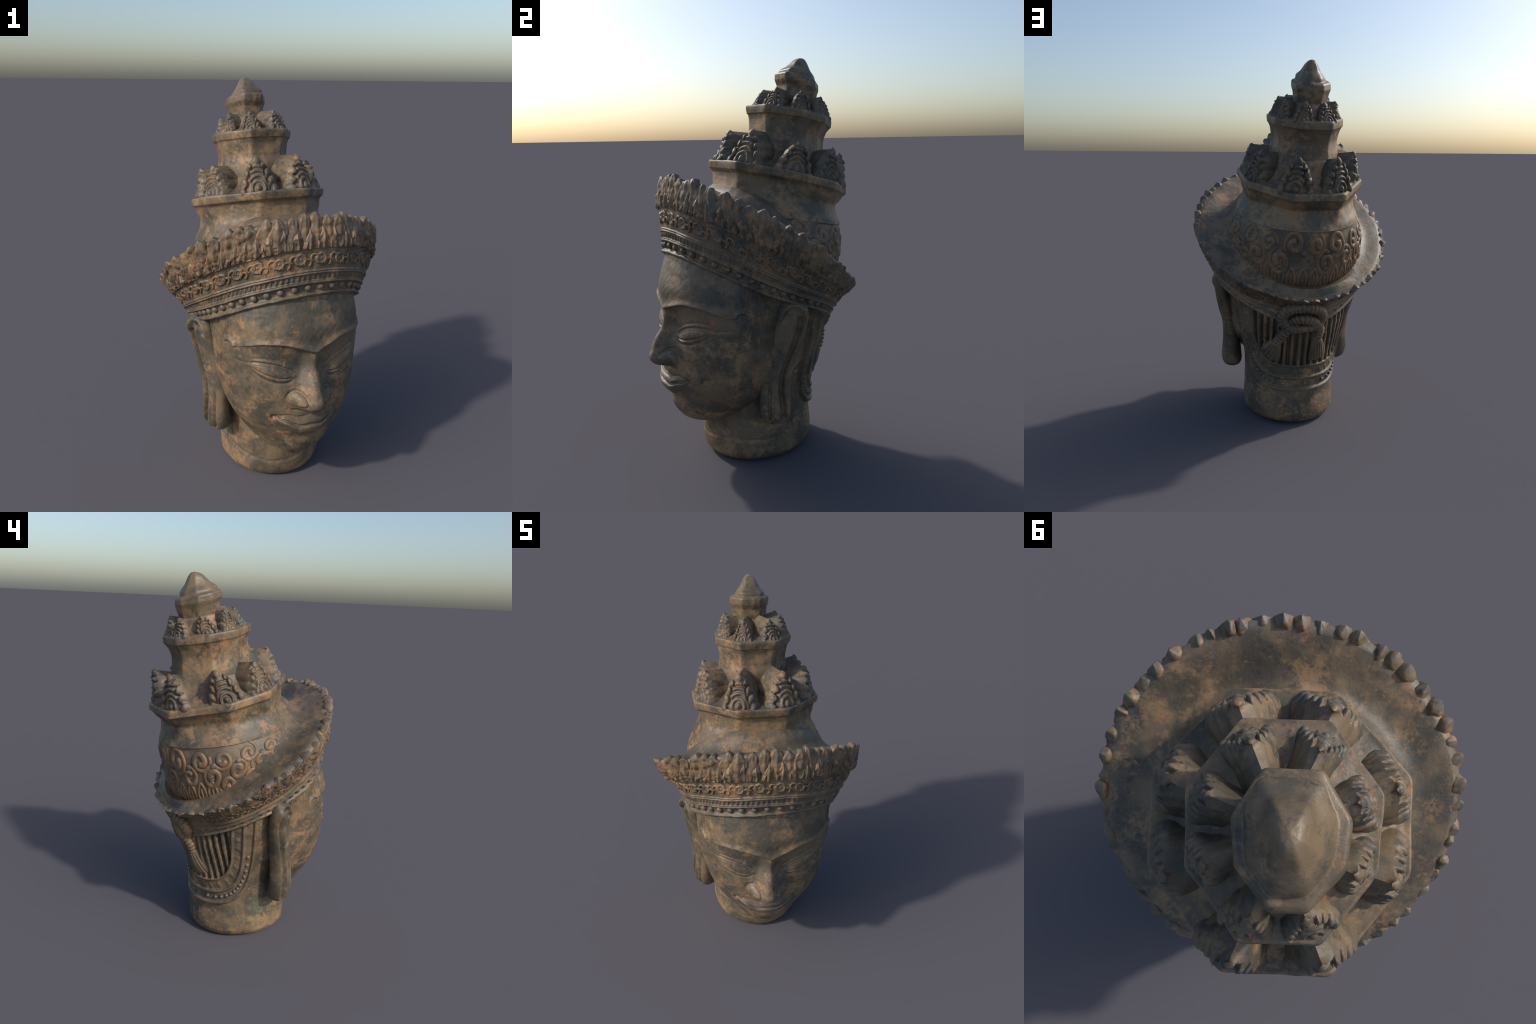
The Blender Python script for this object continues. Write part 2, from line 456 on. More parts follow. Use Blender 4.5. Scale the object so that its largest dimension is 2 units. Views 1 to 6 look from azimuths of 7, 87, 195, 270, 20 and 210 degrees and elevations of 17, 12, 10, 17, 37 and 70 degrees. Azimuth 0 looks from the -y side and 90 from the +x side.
def spline(pts, n):
    pts = np.asarray(pts, float); k = np.concatenate([[0], np.cumsum(np.linalg.norm(np.diff(pts, axis=0), axis=1))])
    t = np.linspace(0, k[-1], n)
    P2 = np.vstack([2 * pts[0] - pts[1], pts, 2 * pts[-1] - pts[-2]])
    out = []
    for tt in t:
        i = min(max(np.searchsorted(k, tt) - 1, 0), len(pts) - 2); a = (tt - k[i]) / (k[i + 1] - k[i])
        p0, p1, p2, p3 = P2[i], P2[i + 1], P2[i + 2], P2[i + 3]
        out.append(.5 * (2 * p1 + (p2 - p0) * a + (2 * p0 - 5 * p1 + 4 * p2 - p3) * a ** 2 + (3 * p1 - p0 - 3 * p2 + p3) * a ** 3))
    return np.array(out)

def knot_rope(pts, rad, name, twist=1.0, n=110):
    """rope lying on the nape; pts = (x, z, lift)"""
    q = spline(pts, n)
    y = back_y(q[:, 0], q[:, 1], q[:, 2])
    path = np.stack([q[:, 0], y, q[:, 1]], -1)
    rad = cubic(np.linspace(0, 1, len(rad)), rad)(np.linspace(0, 1, n))
    V, F = tube(path, rad, n=28, up=(0, 1, 0))
    m = n + 2
    P = V.reshape(28, m, 3); cen = P.mean(0)
    L = np.concatenate([[0], np.cumsum(np.linalg.norm(np.diff(cen, axis=0), axis=1))])
    A = np.linspace(0, 2 * np.pi, 28, endpoint=False)[:, None]
    k = 1 + .10 * twist * np.sin(L[None] * 300 + A * 1.0)
    P = cen[None] + (P - cen[None]) * k[..., None]
    return P.reshape(-1, 3), F
ropes = [
    ([(.03, .595, .016), (.105, .605, .020), (.145, .66, .028), (.126, .712, .040), (.06, .728, .044), (-.015, .718, .042),
      (-.066, .685, .034), (-.064, .635, .024), (-.015, .605, .022), (.05, .595, .016)], [.022, .029, .031, .031, .031, .030, .029, .026, .020]),
    ([(.118, .635, .010), (.06, .660, .030), (.0, .652, .036), (-.05, .618, .030), (-.068, .575, .020), (-.062, .53, .012)], [.018, .026, .030, .029, .026, .022]),
    ([(.05, .615, .008), (.11, .592, .018), (.140, .55, .014), (.166, .505, .010)], [.018, .028, .028, .024]),
]
V, F = join([knot_rope(p, r, "knot") for p, r in ropes])
knot_ob = add_mesh("knot", V, F, M_hair)

def tassel(p0, p1, w0, w1, lift, name="tassel"):
    """flared, fluted hanging end from p0 to p1 (x, z)"""
    p0, p1 = np.array(p0), np.array(p1); d = p1 - p0; L = np.hypot(*d); d /= L; e = np.array([-d[1], d[0]])
    uu = np.linspace(-1, 1, 60)[:, None]; vv = np.linspace(0, 1, 40)[None]
    w = w0 + (w1 - w0) * vv ** .8
    X = p0[0] + d[0] * L * vv + e[0] * w * uu; Z = p0[1] + d[1] * (L * vv + .012 * (1 - uu ** 2) * vv) + e[1] * w * uu
    h = lift * np.sqrt(np.clip(1 - uu ** 2, 0, 1)) * (1 - .55 * vv ** 4) * (1 + 0 * uu) - .006 \
        + .0035 * np.sin(uu * 22) * sstep(.12, .3, vv) * (1 - uu ** 2)
    h = np.where(vv > .999, -.02, h)
    Y = back_y(X, Z, h)
    return add_grid(name, np.stack([X, Y, Z], -1), M_hair, parent=knot_ob, flip=False)
tassel((.160, .515), (.195, .405), .026, .068, .034)
tassel((-.058, .545), (-.082, .40), .026, .066, .036)

# ------------------------------------------------------------------- ears
def ear(side):
    ks = np.linspace(0, 1, 9)
    sp = np.array([(.378, -.045, .885), (.392, -.056, .82), (.386, -.064, .73), (.370, -.080, .63), (.352, -.102, .53),
                   (.344, -.116, .43), (.342, -.118, .34), (.338, -.114, .285), (.338, -.110, .250)])
    sp[:, 0] -= .012 * np.array([.3, .6, 1, 1, .8, .4, 0, 0, 0])
    sp[:, 1] += .010 if side > 0 else .034
    sp[:, 0] -= (1.0 if side > 0 else .3) * np.array([-.004, -.012, -.012, -.006, .003, .008, .008, .008, .008])
    if side < 0:
        sp[:, 0] -= .012 * np.array([.3, .6, 1, 1, 1, 1, 1.3, 1.6, 1.6])
    NA, NV = 160, 260
    vv = np.linspace(0, 1, NV)
    S = np.stack([cubic(ks, sp[:, i])(vv) for i in range(3)], -1)
    wa = cubic([0, .05, .13, .25, .42, .6, .75, .87, .95, .985, 1], [.030, .058, .074, .078, .074, .072, .074, .069, .048, .026, .001])(vv)
    wn = cubic([0, .06, .15, .3, .5, .65, .8, .9, .96, 1], [.022, .036, .040, .038, .040, .048, .055, .050, .036, .001])(vv)
    al = np.linspace(-np.pi, np.pi, NA, endpoint=False)
    face = math.radians(66)
    Nn = np.array([math.sin(face), -math.cos(face), 0]); A = np.array([math.cos(face), math.sin(face), 0])
    c, s = np.cos(al)[:, None], np.sin(al)[:, None]      # c: towards the face normal, s: towards the back edge
    ex = 2 / 2.5
    C = np.sign(c) * np.abs(c) ** ex; Sg = np.sign(s) * np.abs(s) ** ex
    # relief on the outward face: rim, scapha channel, concha bowl, lobe slit
    e = Sg * np.ones_like(vv)[None]; Vg = vv[None] * np.ones_like(e)
    out = sstep(.0, .35, C) * np.ones_like(e)
    h = np.zeros_like(e)
    body = sstep(.04, .10, Vg) * sstep(.93, .84, Vg)
    topr = np.hypot(e / .80, (Vg - .20) / .15)
    h -= .012 * gauss(topr - .62, .20) * sstep(.20, .17, Vg)               # hook of the helix over the top
    h += .008 * gauss(topr - 1.0, .16) * sstep(.20, .17, Vg)
    h -= .022 * gauss(e - .42 - .10 * np.sin(Vg * 9), .18) * body * sstep(.15, .19, Vg)                                  # channel behind the rim
    h += .009 * gauss(e - .05, .14) * body
    h -= .009 * gauss(e + .18, .36) * sstep(.08, .14, Vg) * sstep(.44, .30, Vg)   # concha
    h -= .014 * gauss(e + .42, .11) * sstep(.5, .6, Vg) * sstep(.94, .86, Vg)
    h += .010 * gauss(e - .80, .2) * body
    h -= .010 * gauss(Vg - .925, .018) * sstep(-.6, -.3, e) * sstep(.75, .5, e)
    P = S[None] + (wn[None] * C)[..., None] * Nn + (wa[None] * Sg)[..., None] * A + (h * out)[..., None] * Nn
    P = P + (.002 * fbm(P, 14, 2, side * 3.0))[..., None] * Nn
    if side < 0:
        P[..., 0] *= -1
    return add_grid("ear", P, M_ear, wrap=True, caps=(True, True), flip=(side > 0))
ear(1); ear(-1)

# ---------------------------------------------------------------- diadem
RA, RF, RB, RE = .558, .432, .495, 1.957
def rim_curve(th):
    """rim point seen at polar angle th from (0, OY)"""
    t = np.linspace(-np.pi, np.pi, 4001); s, c = np.sin(t), -np.cos(t); e = 2 / RE
    x = RA * np.sign(s) * np.abs(s) ** e; y = np.sign(c) * np.abs(c) ** e; y = np.where(y < 0, RF * y, RB * y)
    x = x - .003 * sstep(-.3, .3, y) - .003 * sstep(.1, .4, x) * sstep(.1, -.2, y); y = y + .003
    a = np.arctan2(x, -(y - OY)); a[0] = -np.pi if a[0] > -3 and a[0] > 0 else a[0]
    o = np.argsort(a); th = (np.asarray(th) + np.pi) % (2 * np.pi) - np.pi
    X, Y = np.interp(th, a[o], x[o], period=2 * np.pi), np.interp(th, a[o], y[o], period=2 * np.pi)
    nape = gauss(np.abs(th) - np.pi, .32)
    Z = 1.133 - .703 * Y + .027 * Y * Y - .012 * nape
    return np.stack([X, Y - .014 * nape, Z], -1)

TG = np.linspace(-np.pi, np.pi, 2881)
_foot = diadem_foot_z(TG); _B = on_head(TG, _foot, .008 + .020 * sstep(.8, 1.3, np.abs(TG)) + np.where(TG > 0, .034, .012) * gauss(np.abs(TG) - 1.85, .34) - .014 * sstep(2.1, 2.7, np.abs(TG))); _R = rim_curve(TG)
_d = _R - _B; _len = np.linalg.norm(_d, axis=1)
_tan = np.gradient(.5 * (_B + _R), axis=0)
_n = np.cross(_tan, _d); _n /= np.linalg.norm(_n, axis=1, keepdims=True)
_arc = np.concatenate([[0], np.cumsum(np.linalg.norm(np.diff(.6 * _R + .4 * _B, axis=0), axis=1))])
def lookup(A, th):
    th = (np.asarray(th, float) + np.pi) % (2 * np.pi) - np.pi
    return np.stack([np.interp(th, TG, A[:, i]) for i in range(A.shape[1])], -1)
def diadem_point(th, v, h=0.0):
    """point on the diadem's outer face; v 0 = lower edge, 1 = rim; h = height above it"""
    th = np.asarray(th, float); v = np.asarray(v, float)
    B, d, n = lookup(_B, th), lookup(_d, th), lookup(_n, th)
    bulge = (-.004 - .036 * sstep(2.2, 2.8, np.abs((th + np.pi) % (2 * np.pi) - np.pi)) + .014 * gauss(th - 1.6, .5) + .026 * gauss(np.abs(th) - .9, .6) * (th > 0) + .018 * sstep(1.0, .3, np.abs(th))) * np.sin(np.pi * np.clip(v, 0, 1.1))
    return B + d * v[..., None] + n * (h + bulge)[..., None]
dia_len = lambda th: np.interp((th + np.pi) % (2 * np.pi) - np.pi, TG, _len)
wear_f = lambda th: .22 + .78 * sstep(2.2, 1.2, np.abs((th + np.pi) % (2 * np.pi) - np.pi))

def cordp(v, c, w, h):
    return h * np.sqrt(np.clip(1 - ((v - c) / w) ** 2, 0, 1))
NTd = 960
td = np.linspace(-np.pi, np.pi, NTd, endpoint=False)
vo = np.linspace(-.02, .935, 150)
T2, V2 = np.meshgrid(td, vo, indexing="ij")
H = np.zeros_like(T2)
H += cordp(V2, .018, .024, .012) + cordp(V2, .168, .017, .009) + cordp(V2, .192, .012, .005) + cordp(V2, .290, .014, .008) + cordp(V2, .318, .012, .006) + cordp(V2, .598, .014, .007)
H -= .005 * sstep(.045, .06, V2) * sstep(.15, .14, V2)
dwear = wear_f(T2)
arcT = np.interp(T2, TG, _arc)
H += .0045 * np.clip(np.sin(2 * np.pi * arcT / .024), -.3, 1) * gauss(V2 - .235, .03) * dwear     # row of small beads
H += dwear * .003 * fbm(np.stack([arcT * 26, V2 * 9, 0 * V2], -1), 1, 3)
H += .004 * fbm(np.stack([arcT * 60, V2 * 7, 0 * V2 + 3], -1), 1, 2) * sstep(.62, .7, V2)
Pd = diadem_point(T2, V2, H)
# lower lip tucks back to the head, rim rolls over to the inner flange
edge = on_head(td, diadem_foot_z(td) - .004, -.02)
inner_a, inner_f, inner_b = .36, -.225, .44
tt = td
ca = ray_ellipse(td, inner_a, .09, inner_f, inner_b)
Iin = np.stack([ca * np.sin(td), OY - ca * np.cos(td), 0 * td], -1)
Iin[:, 2] = cubic([-.21, -.1, 0, .1, .2, .3, .46], [1.350, 1.285, 1.205, 1.12, 1.03, .94, .815])(Iin[:, 1])
Rl = diadem_point(td, np.full_like(td, .955), np.full_like(td, -.006))
nd = lookup(_n, td)
rows = [edge[:, None]]
rows.append(Pd)
rows.append((Rl)[:, None])
inner_rows = []
for k in np.linspace(0, 1, 46)[1:]:
    a0 = Rl - nd * .022
    p = a0 + (Iin - a0) * k
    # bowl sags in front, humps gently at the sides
    sag = -.032 - .030 * gauss(td - .8, .8) - .002 * np.sin(np.abs(td)) ** 2 + .048 * gauss(np.abs(td) - np.pi, 1.0)
    p[:, 2] += sag * np.sin(np.pi * k ** 1.5)
    inner_rows.append(p)
tuck = np.stack([Iin[:, 0] * .86, .1 + (Iin[:, 1] - .1) * .86, Iin[:, 2] + .030], -1)
inner_rows.append(tuck)
tuck2 = np.stack([Iin[:, 0] * .6, .1 + (Iin[:, 1] - .1) * .6, Iin[:, 2] + .030], -1)
inner_rows.append(tuck2)
inner_rows = np.stack(inner_rows, 1)
inner_rows[..., 2] += .004 * fbm(inner_rows, 8, 3)
rows.append(inner_rows)
Pall = np.concatenate(rows, 1)
diadem_ob = add_grid("diadem", Pall, M_diadem, wrap=True)

# leaves standing along the rim, in three overlapping ranks
def diadem_leaf(th0, v0, v1, width, front, backd, lean=0.0, point=.5, seedv=0):
    """closed pointed petal lying on the diadem: front/back = thickness before/behind its face"""
    NA, NS = 26, 22
    al = np.linspace(0, 2 * np.pi, NA, endpoint=False)[:, None]; s = np.linspace(0, 1, NS)[None]
    taper = np.clip((1.0 - s) / point, 0, 1) ** .66
    hw = width * .5 * taper * (.80 + .20 * np.sin(np.pi * np.clip(s * 1.25, 0, 1)))
    hw = hw * (1 + .16 * np.sin(2 * np.pi * (1.9 * s + .13 * seedv)) * (s < .93))
    ca, sa = np.cos(al), np.sin(al)
    thick = np.where(sa > 0, front * (.55 + .45 * np.sin(np.pi * np.clip(s * .8 + .12, 0, 1))), backd) * (.30 + .70 * np.clip((1 - s) / (point * .7), 0, 1) ** .5)
    thick = thick * np.where(s > .999, .0, 1.0)
    h = np.sign(sa) * np.abs(sa) ** .8 * thick + np.where(sa > 0, front * taper * (.30 * gauss(ca, .16) - .22 * gauss(np.abs(ca) - .42, .16)), 0)
    r = np.hypot(*(diadem_point(np.array([th0]), np.array([v1]))[0][:2] - [0, OY]))
    th = th0 + (hw * ca + lean * s) / r
    v = v0 + (v1 - v0) * s + 0 * al
    P = diadem_point(th, v, h)
    n0 = lookup(_n, np.array([th0]))[0]
    P = P + n0 * (.0055 * fbm(P, 34, 3, seedv))[..., None] + .004 * fbm(P, 45, 2, seedv + 5)[..., None]
    return P
NTEETH = 56
tot = _arc[-1]
def arc_to_th(a):
    return np.interp(a % tot, _arc, TG)
for rank, (v0, v1, wk, tk) in enumerate(((.62, 1.008, 1.30, .012), (.61, .865, .74, .019), (.605, .75, .60, .018))):
    for i in range(NTEETH):
        a = (i + (.5 if rank == 1 else 0.0) + .13 * rng.uniform(-1, 1)) / NTEETH * tot
        th0 = arc_to_th(a)
        wr = float(wear_f(np.array(th0)))
        wd = tot / NTEETH * wk * (1 + .16 * rng.uniform(-1, 1))
        P = diadem_leaf(th0, v0, v1 + .022 * rng.uniform(-1, 1), wd,
                        tk * (wr if rank else .6 + .4 * wr) * (1 + .2 * rng.uniform(-1, 1)), (.016 + .020 * wr if rank == 0 else .005),
                        lean=.014 * rng.uniform(-1, 1), point=(.21, .60, .70)[rank], seedv=i + 60 * rank)
        add_grid("leaf", P, M_diadem, wrap=True, parent=diadem_ob)

# studs in the lower band
NST = 52
for i in range(NST):
    th0 = arc_to_th((i + .5) / NST * tot)
    if abs(th0) > 2.75: continue
    p = diadem_point(np.array([th0]), np.array([.103]), np.array([-.002]))[0]
    V, F = dome_mesh(p, lookup(_n, np.array([th0]))[0], lookup(_d, np.array([th0]))[0], .0165, .013 * (.6 + .4 * wear_f(np.array(th0))))
    add_mesh("stud", V, F, M_diadem, diadem_ob)

# rosettes and little scrolls in the broad band
def disc_on_diadem(th0, vc, r, prof, seg=26, rings=14, height=.008):
    a = np.linspace(0, 2 * np.pi, seg, endpoint=False)[:, None]; k = np.linspace(1, 0, rings)[None]
    Lh = dia_len(np.array([th0]))[0]; P0 = diadem_point(np.array([th0]), np.array([vc]))[0]; rr = np.hypot(P0[0], P0[1] - OY)
    pet = 1 + .06 * np.cos(8 * a)
    return diadem_point(th0 + r * k * pet * np.cos(a) / rr, vc + r * k * pet * np.sin(a) / Lh, height * prof(k) + 0 * a), seg, rings
prof = lambda k: np.where(k > .97, -.4, .25 + .75 * (gauss(k - .72, .17) + .9 * gauss(k, .2) + .5 * gauss(k - .42, .1)))
NRO = 34
for i in range(NRO):
    th0 = arc_to_th((i + .25) / NRO * tot)
    wr = float(wear_f(np.array(th0)))
    if abs(th0) > 2.8: continue
    P, sg, rg = disc_on_diadem(th0, .470 + .01 * rng.uniform(-1, 1), .031 * (1 + .08 * rng.uniform(-1, 1)), prof, height=.0085 * wr)
    add_grid("rosette", P, M_diadem, wrap=True, parent=diadem_ob)
    # a pair of little crooks between rosettes
    thm = arc_to_th((i + .75) / NRO * tot)
    parts = []
    for sgn in (-1, 1):
        a = np.linspace(-.4, 4.3, 26)
        rr_ = .017 * (1 - .12 * a / 4.3)
        P0 = diadem_point(np.array([thm]), np.array([.45]))[0]; rr = np.hypot(P0[0], P0[1] - OY); Lh = dia_len(np.array([thm]))[0]
        pth = diadem_point(thm + (sgn * (.016 + rr_ * np.cos(a))) / rr, .455 + sgn * .03 + rr_ * np.sin(a) / Lh, np.full(26, .002))
        parts.append(tube(pth, .0065 * (.5 + .5 * wr) * np.linspace(1, .7, 26), 8, up=lookup(_n, np.array([thm]))[0]))
    V, F = join(parts)
    add_mesh("scroll", V, F, M_diadem, diadem_ob)

# ----------------------------------------------- crown: dome, collar, tiers
NO = 480
def ellipse_ring(a, f, b, yc, n=2.0):
    t = np.linspace(-np.pi, np.pi, NO, endpoint=False)
    s, c = np.sin(t), -np.cos(t); e = 2 / n
    y = np.sign(c) * np.abs(c) ** e
    return np.stack([a * np.sign(s) * np.abs(s) ** e, np.where(y < 0, yc + (yc - f) * y, yc + (b - yc) * y)], -1)

def octagon_ring(poly, yc, rnd=9):
    """closed polygon (list of x, y; right half from front to back) sampled by polar angle and corner-rounded"""
    right = np.array(poly, float); left = right[::-1] * [-1, 1]
    P = np.vstack([right, left]); P = np.vstack([P, P[:1]])
    den = []
    for p, q in zip(P[:-1], P[1:]):
        den.append(p + (q - p) * np.linspace(0, 1, 400, endpoint=False)[:, None])
    den = np.vstack(den); a = np.arctan2(den[:, 0], -(den[:, 1] - yc)); r = np.hypot(den[:, 0], den[:, 1] - yc)
    o = np.argsort(a); a, r = a[o], r[o]
    t = np.linspace(-np.pi, np.pi, NO, endpoint=False)
    rr = np.interp(t, np.concatenate([a - 2*np.pi, a, a + 2*np.pi]), np.tile(r, 3))
    k = np.hanning(rnd + 2)[1:-1]; k /= k.sum()
    rr = np.convolve(np.concatenate([rr[-rnd:], rr, rr[:rnd]]), k, 'same')[rnd:-rnd]
    return np.stack([rr * np.sin(t), yc - rr * np.cos(t)], -1)

def tilted(ring2, c0, c1):
    return np.stack([ring2[:, 0], ring2[:, 1], c0 + c1 * ring2[:, 1]], -1)

def loft(keys, n):
    """keys: list of (u, ring[NO,3]); smooth interpolation between rings"""
    us = np.array([k[0] for k in keys]); Rr = np.stack([k[1] for k in keys], 0)
    uu = np.linspace(us[0], us[-1], n)
    m = np.zeros_like(Rr)
    for i in range(len(us)):
        if 0 < i < len(us) - 1:
            h0, h1 = us[i] - us[i-1], us[i+1] - us[i]
            d0, d1 = (Rr[i] - Rr[i-1]) / h0, (Rr[i+1] - Rr[i]) / h1
            m[i] = np.where(d0 * d1 > 0, 2 * d0 * d1 / (d0 + d1 + 1e-12 * np.sign(d0 + d1) + 1e-15), 0)
        elif i == 0: m[0] = (Rr[1] - Rr[0]) / (us[1] - us[0])
        else: m[-1] = (Rr[-1] - Rr[-2]) / (us[-1] - us[-2])
    out = []
    for x in uu:
        i = min(max(np.searchsorted(us, x) - 1, 0), len(us) - 2); h = us[i+1] - us[i]; t = (x - us[i]) / h
        out.append((2*t**3 - 3*t**2 + 1) * Rr[i] + (t**3 - 2*t**2 + t) * h * m[i] + (-2*t**3 + 3*t**2) * Rr[i+1] + (t**3 - t**2) * h * m[i+1])
    return np.stack(out, 1)

def mixr(a, b, t): return a * (1 - t) + b * t

# dome with scroll work
dome_keys = [
    (0.0, tilted(ellipse_ring(.345, -.24, .378, .10), 1.04, -.62)),
    (0.3, tilted(ellipse_ring(.368, -.255, .428, .10), 1.105, -.55)),
    (0.6, tilted(ellipse_ring(.372, -.255, .458, .10), 1.160, -.36)),
    (0.85, tilted(ellipse_ring(.352, -.245, .476, .10), 1.20, -.25)),
    (1.0, tilted(ellipse_ring(.332, -.235, .480, .10), 1.236, -.191)),
]
DP = loft(dome_keys, 120)
DP += grid_normals(DP, True) * (.003 * fbm(DP, 9, 3))[..., None]
dome_ob = add_grid("crown_dome", DP, M_dome, wrap=True)
DN = grid_normals(DP, True)
if (DN[NO // 2, 60] @ np.array([0, -1, 0])) < 0: DN = -DN
def dome_at(th, u, h):
    """th angle (0 front), u 0..1 up the dome"""
    th = (np.asarray(th, float) + np.pi) % (2 * np.pi); i = th / (2 * np.pi) * NO
    j = np.clip(np.asarray(u, float), 0, 1) * (DP.shape[1] - 1)
    i0 = np.floor(i).astype(int) % NO; i1 = (i0 + 1) % NO; fi = (i - np.floor(i))[..., None]
    j0 = np.clip(np.floor(j).astype(int), 0, DP.shape[1] - 2); fj = (j - j0)[..., None]
    def s(A): return (A[i0, j0] * (1-fi) * (1-fj) + A[i1, j0] * fi * (1-fj) + A[i0, j0+1] * (1-fi) * fj + A[i1, j0+1] * fi * fj)
    n = s(DN); return s(DP) + n * np.asarray(h)[..., None], n

def dome_scroll(th0, u0, r, turn, start, turns=1.35, rad=.021):
    """spiral tendril on the dome around (th0, u0), radius r in metres"""
    n = 46
    a = start + turn * np.linspace(0, 2 * np.pi * turns, n); rr = r * np.linspace(1, .22, n)
    pth, nn = dome_at(th0 + rr * np.cos(a) / .42, u0 + rr * np.sin(a) / .31, np.full(n, -.002))
    return tube(pth, rad * np.linspace(.5, 1.0, n) * (.8 + .3 * rng.random()), 10, flat=.62, up=nn.mean(0))
step = math.radians(20)
for k in range(-6, 7):
    thc = np.pi + k * step
    if abs(k) * 20 > 118: continue
    sg = 1 if k >= 0 else -1
    parts = [dome_scroll(thc + .03 * rng.uniform(-1, 1), .80 + .02 * rng.uniform(-1, 1), .058 + .008 * rng.uniform(-1, 1), sg * (1 if k % 2 else -1), rng.uniform(0, 1.5) + (np.pi if k % 2 else 0))]
    if abs(k) * 20 < 100:
        parts.append(dome_scroll(thc + .16 * sg, .555 + .04 * rng.uniform(-1, 1), .060 + .008 * rng.uniform(-1, 1), -sg * (1 if k % 2 else -1), 1.5 + rng.uniform(0, 1.5)))
    if 48 < abs(k) * 20 < 95:
        parts.append(dome_scroll(thc, .36 + .04 * rng.uniform(-1, 1), .050 + .008 * rng.uniform(-1, 1), sg, 3 + rng.uniform(0, 1)))
    V, F = join(parts)
    add_mesh("scroll", V, F, M_dome, dome_ob)
    # rounded boss between the scrolls
    p, nn = dome_at(np.array(thc + step / 2), np.array(.69 + .03 * rng.uniform(-1, 1)), np.array(-.006))
    V, F = dome_mesh(p, nn, np.array([0, 0, 1.0]), .020, .014)
    add_mesh("boss", V, F, M_dome, dome_ob)
# petals standing at the foot of the dome on the nape side
for k in range(-5, 6):
    thc = np.pi + k * .165
    s = np.linspace(0, 1, 26); w = .026 * np.sin(np.pi * s) ** .8 / .42
    parts = []
    for sgn in (-1, 1):
        pth, nn = dome_at(thc + sgn * w, .14 + .34 * s, np.full(26, -.001))
        parts.append(tube(pth, .0075, 8, flat=.8, up=nn.mean(0)))
    pth, nn = dome_at(thc + 0 * s, .22 + .18 * s, np.full(26, -.002))
    parts.append(tube(pth, .006, 8, up=nn.mean(0)))
    V, F = join(parts); add_mesh("petal", V, F, M_dome, dome_ob)

# polygons of the three tier plates (right half, front to back)
OCT1 = [(.132, -.165), (.322, .040), (.322, .270), (.133, .510)]
OCT2 = [(.090, .040), (.193, .178), (.182, .325), (.076, .458)]
OCT3 = [(.050, .193), (.099, .270), (.092, .345), (.032, .415)]
Y1, Y2, Y3 = .165, .245, .30
o1 = octagon_ring(OCT1, Y1, 9); o2 = octagon_ring(OCT2, Y2, 11); o3 = octagon_ring(OCT3, Y3, 21)
o2 = o2 + [-.003, -.004]; o3 = o3 + [-.014, 0]
def scaled(ring, yc, k, dy=0.0):
    return (ring - [0, yc]) * k + [0, yc + dy]

def tier(name, keys, n, mat, amp=.0022, caps=(False, False)):
    P = loft(keys, n)
    P += grid_normals(P, True) * (amp * fbm(P, 13, 3))[..., None]
    return add_grid(name, P, mat, wrap=True, caps=caps)

el = ellipse_ring(.337, -.198, .507, .10)
col = [
    (0.00, tilted(ellipse_ring(.322, -.230, .470, .10), 1.228, -.191)),
    (0.04, tilted(ellipse_ring(.339, -.245, .486, .10), 1.232, -.191)),
    (0.12, tilted(ellipse_ring(.335, -.240, .482, .10), 1.250, -.191)),
    (0.30, tilted(mixr(ellipse_ring(.314, -.236, .460, .10), scaled(o1, Y1, .94, -.006), .35), 1.292, -.198)),
    (0.52, tilted(mixr(ellipse_ring(.298, -.200, .446, .10), scaled(o1, Y1, .915, -.016), .75), 1.338, -.212)),
    (0.68, tilted(scaled(o1, Y1, .935, -.012), 1.370, -.225)),
    (0.84, tilted(scaled(o1, Y1, .962), 1.405, -.238)),
    (0.885, tilted(scaled(o1, Y1, .988), 1.416, -.241)),
    (0.91, tilted(scaled(o1, Y1, 1.009), 1.422, -.242)),
    (0.975, tilted(scaled(o1, Y1, 1.012), 1.449, -.246)),
    (1.00, tilted(scaled(o1, Y1, .999), 1.459, -.246)),
    (1.04, tilted(scaled(o1, Y1, .955), 1.460, -.246)),
    (1.15, tilted(mixr(scaled(o1, Y1, .80), scaled(o2, Y2, 1.35), .25), 1.480, -.243)),
    (1.32, tilted(mixr(scaled(o1, Y1, .66), scaled(o2, Y2, 1.02), .65), 1.525, -.235)),
    (1.50, tilted(scaled(o2, Y2, .86, -.005), 1.585, -.22)),
    (1.55, tilted(scaled(o2, Y2, .80, -.005), 1.59, -.22)),
]
tier("crown_collar", col, 190, M_tier)
t2 = [
    (0.00, tilted(scaled(o2, Y2, .97, -.026) + [-.004, 0], 1.490, -.225)),
    (0.25, tilted(scaled(o2, Y2, .915, -.024) + [-.004, 0], 1.600, -.215)),
    (0.50, tilted(scaled(o2, Y2, .885, -.017) + [-.004, 0], 1.650, -.20)),
    (0.72, tilted(scaled(o2, Y2, .925, -.008) + [-.003, 0], 1.700, -.19)),
    (0.80, tilted(scaled(o2, Y2, .975), 1.724, -.184)),
    (0.83, tilted(scaled(o2, Y2, 1.006), 1.731, -.184)),
    (0.96, tilted(scaled(o2, Y2, 1.016), 1.757, -.182)),
    (1.00, tilted(scaled(o2, Y2, 1.0), 1.768, -.182)),
    (1.05, tilted(scaled(o2, Y2, .94), 1.769, -.182)),
    (1.20, tilted(mixr(scaled(o2, Y2, .76), scaled(o3, Y3, 1.2), .3), 1.782, -.182)),
    (1.42, tilted(scaled(o3, Y3, 1.0, -.01), 1.822, -.185)),
    (1.55, tilted(scaled(o3, Y3, .86, -.01), 1.850, -.19)),
    (1.60, tilted(scaled(o3, Y3, .7, -.01), 1.850, -.19)),
]
tier("crown_tier", t2, 190, M_tier)
tipc = np.array([-.008, .318])
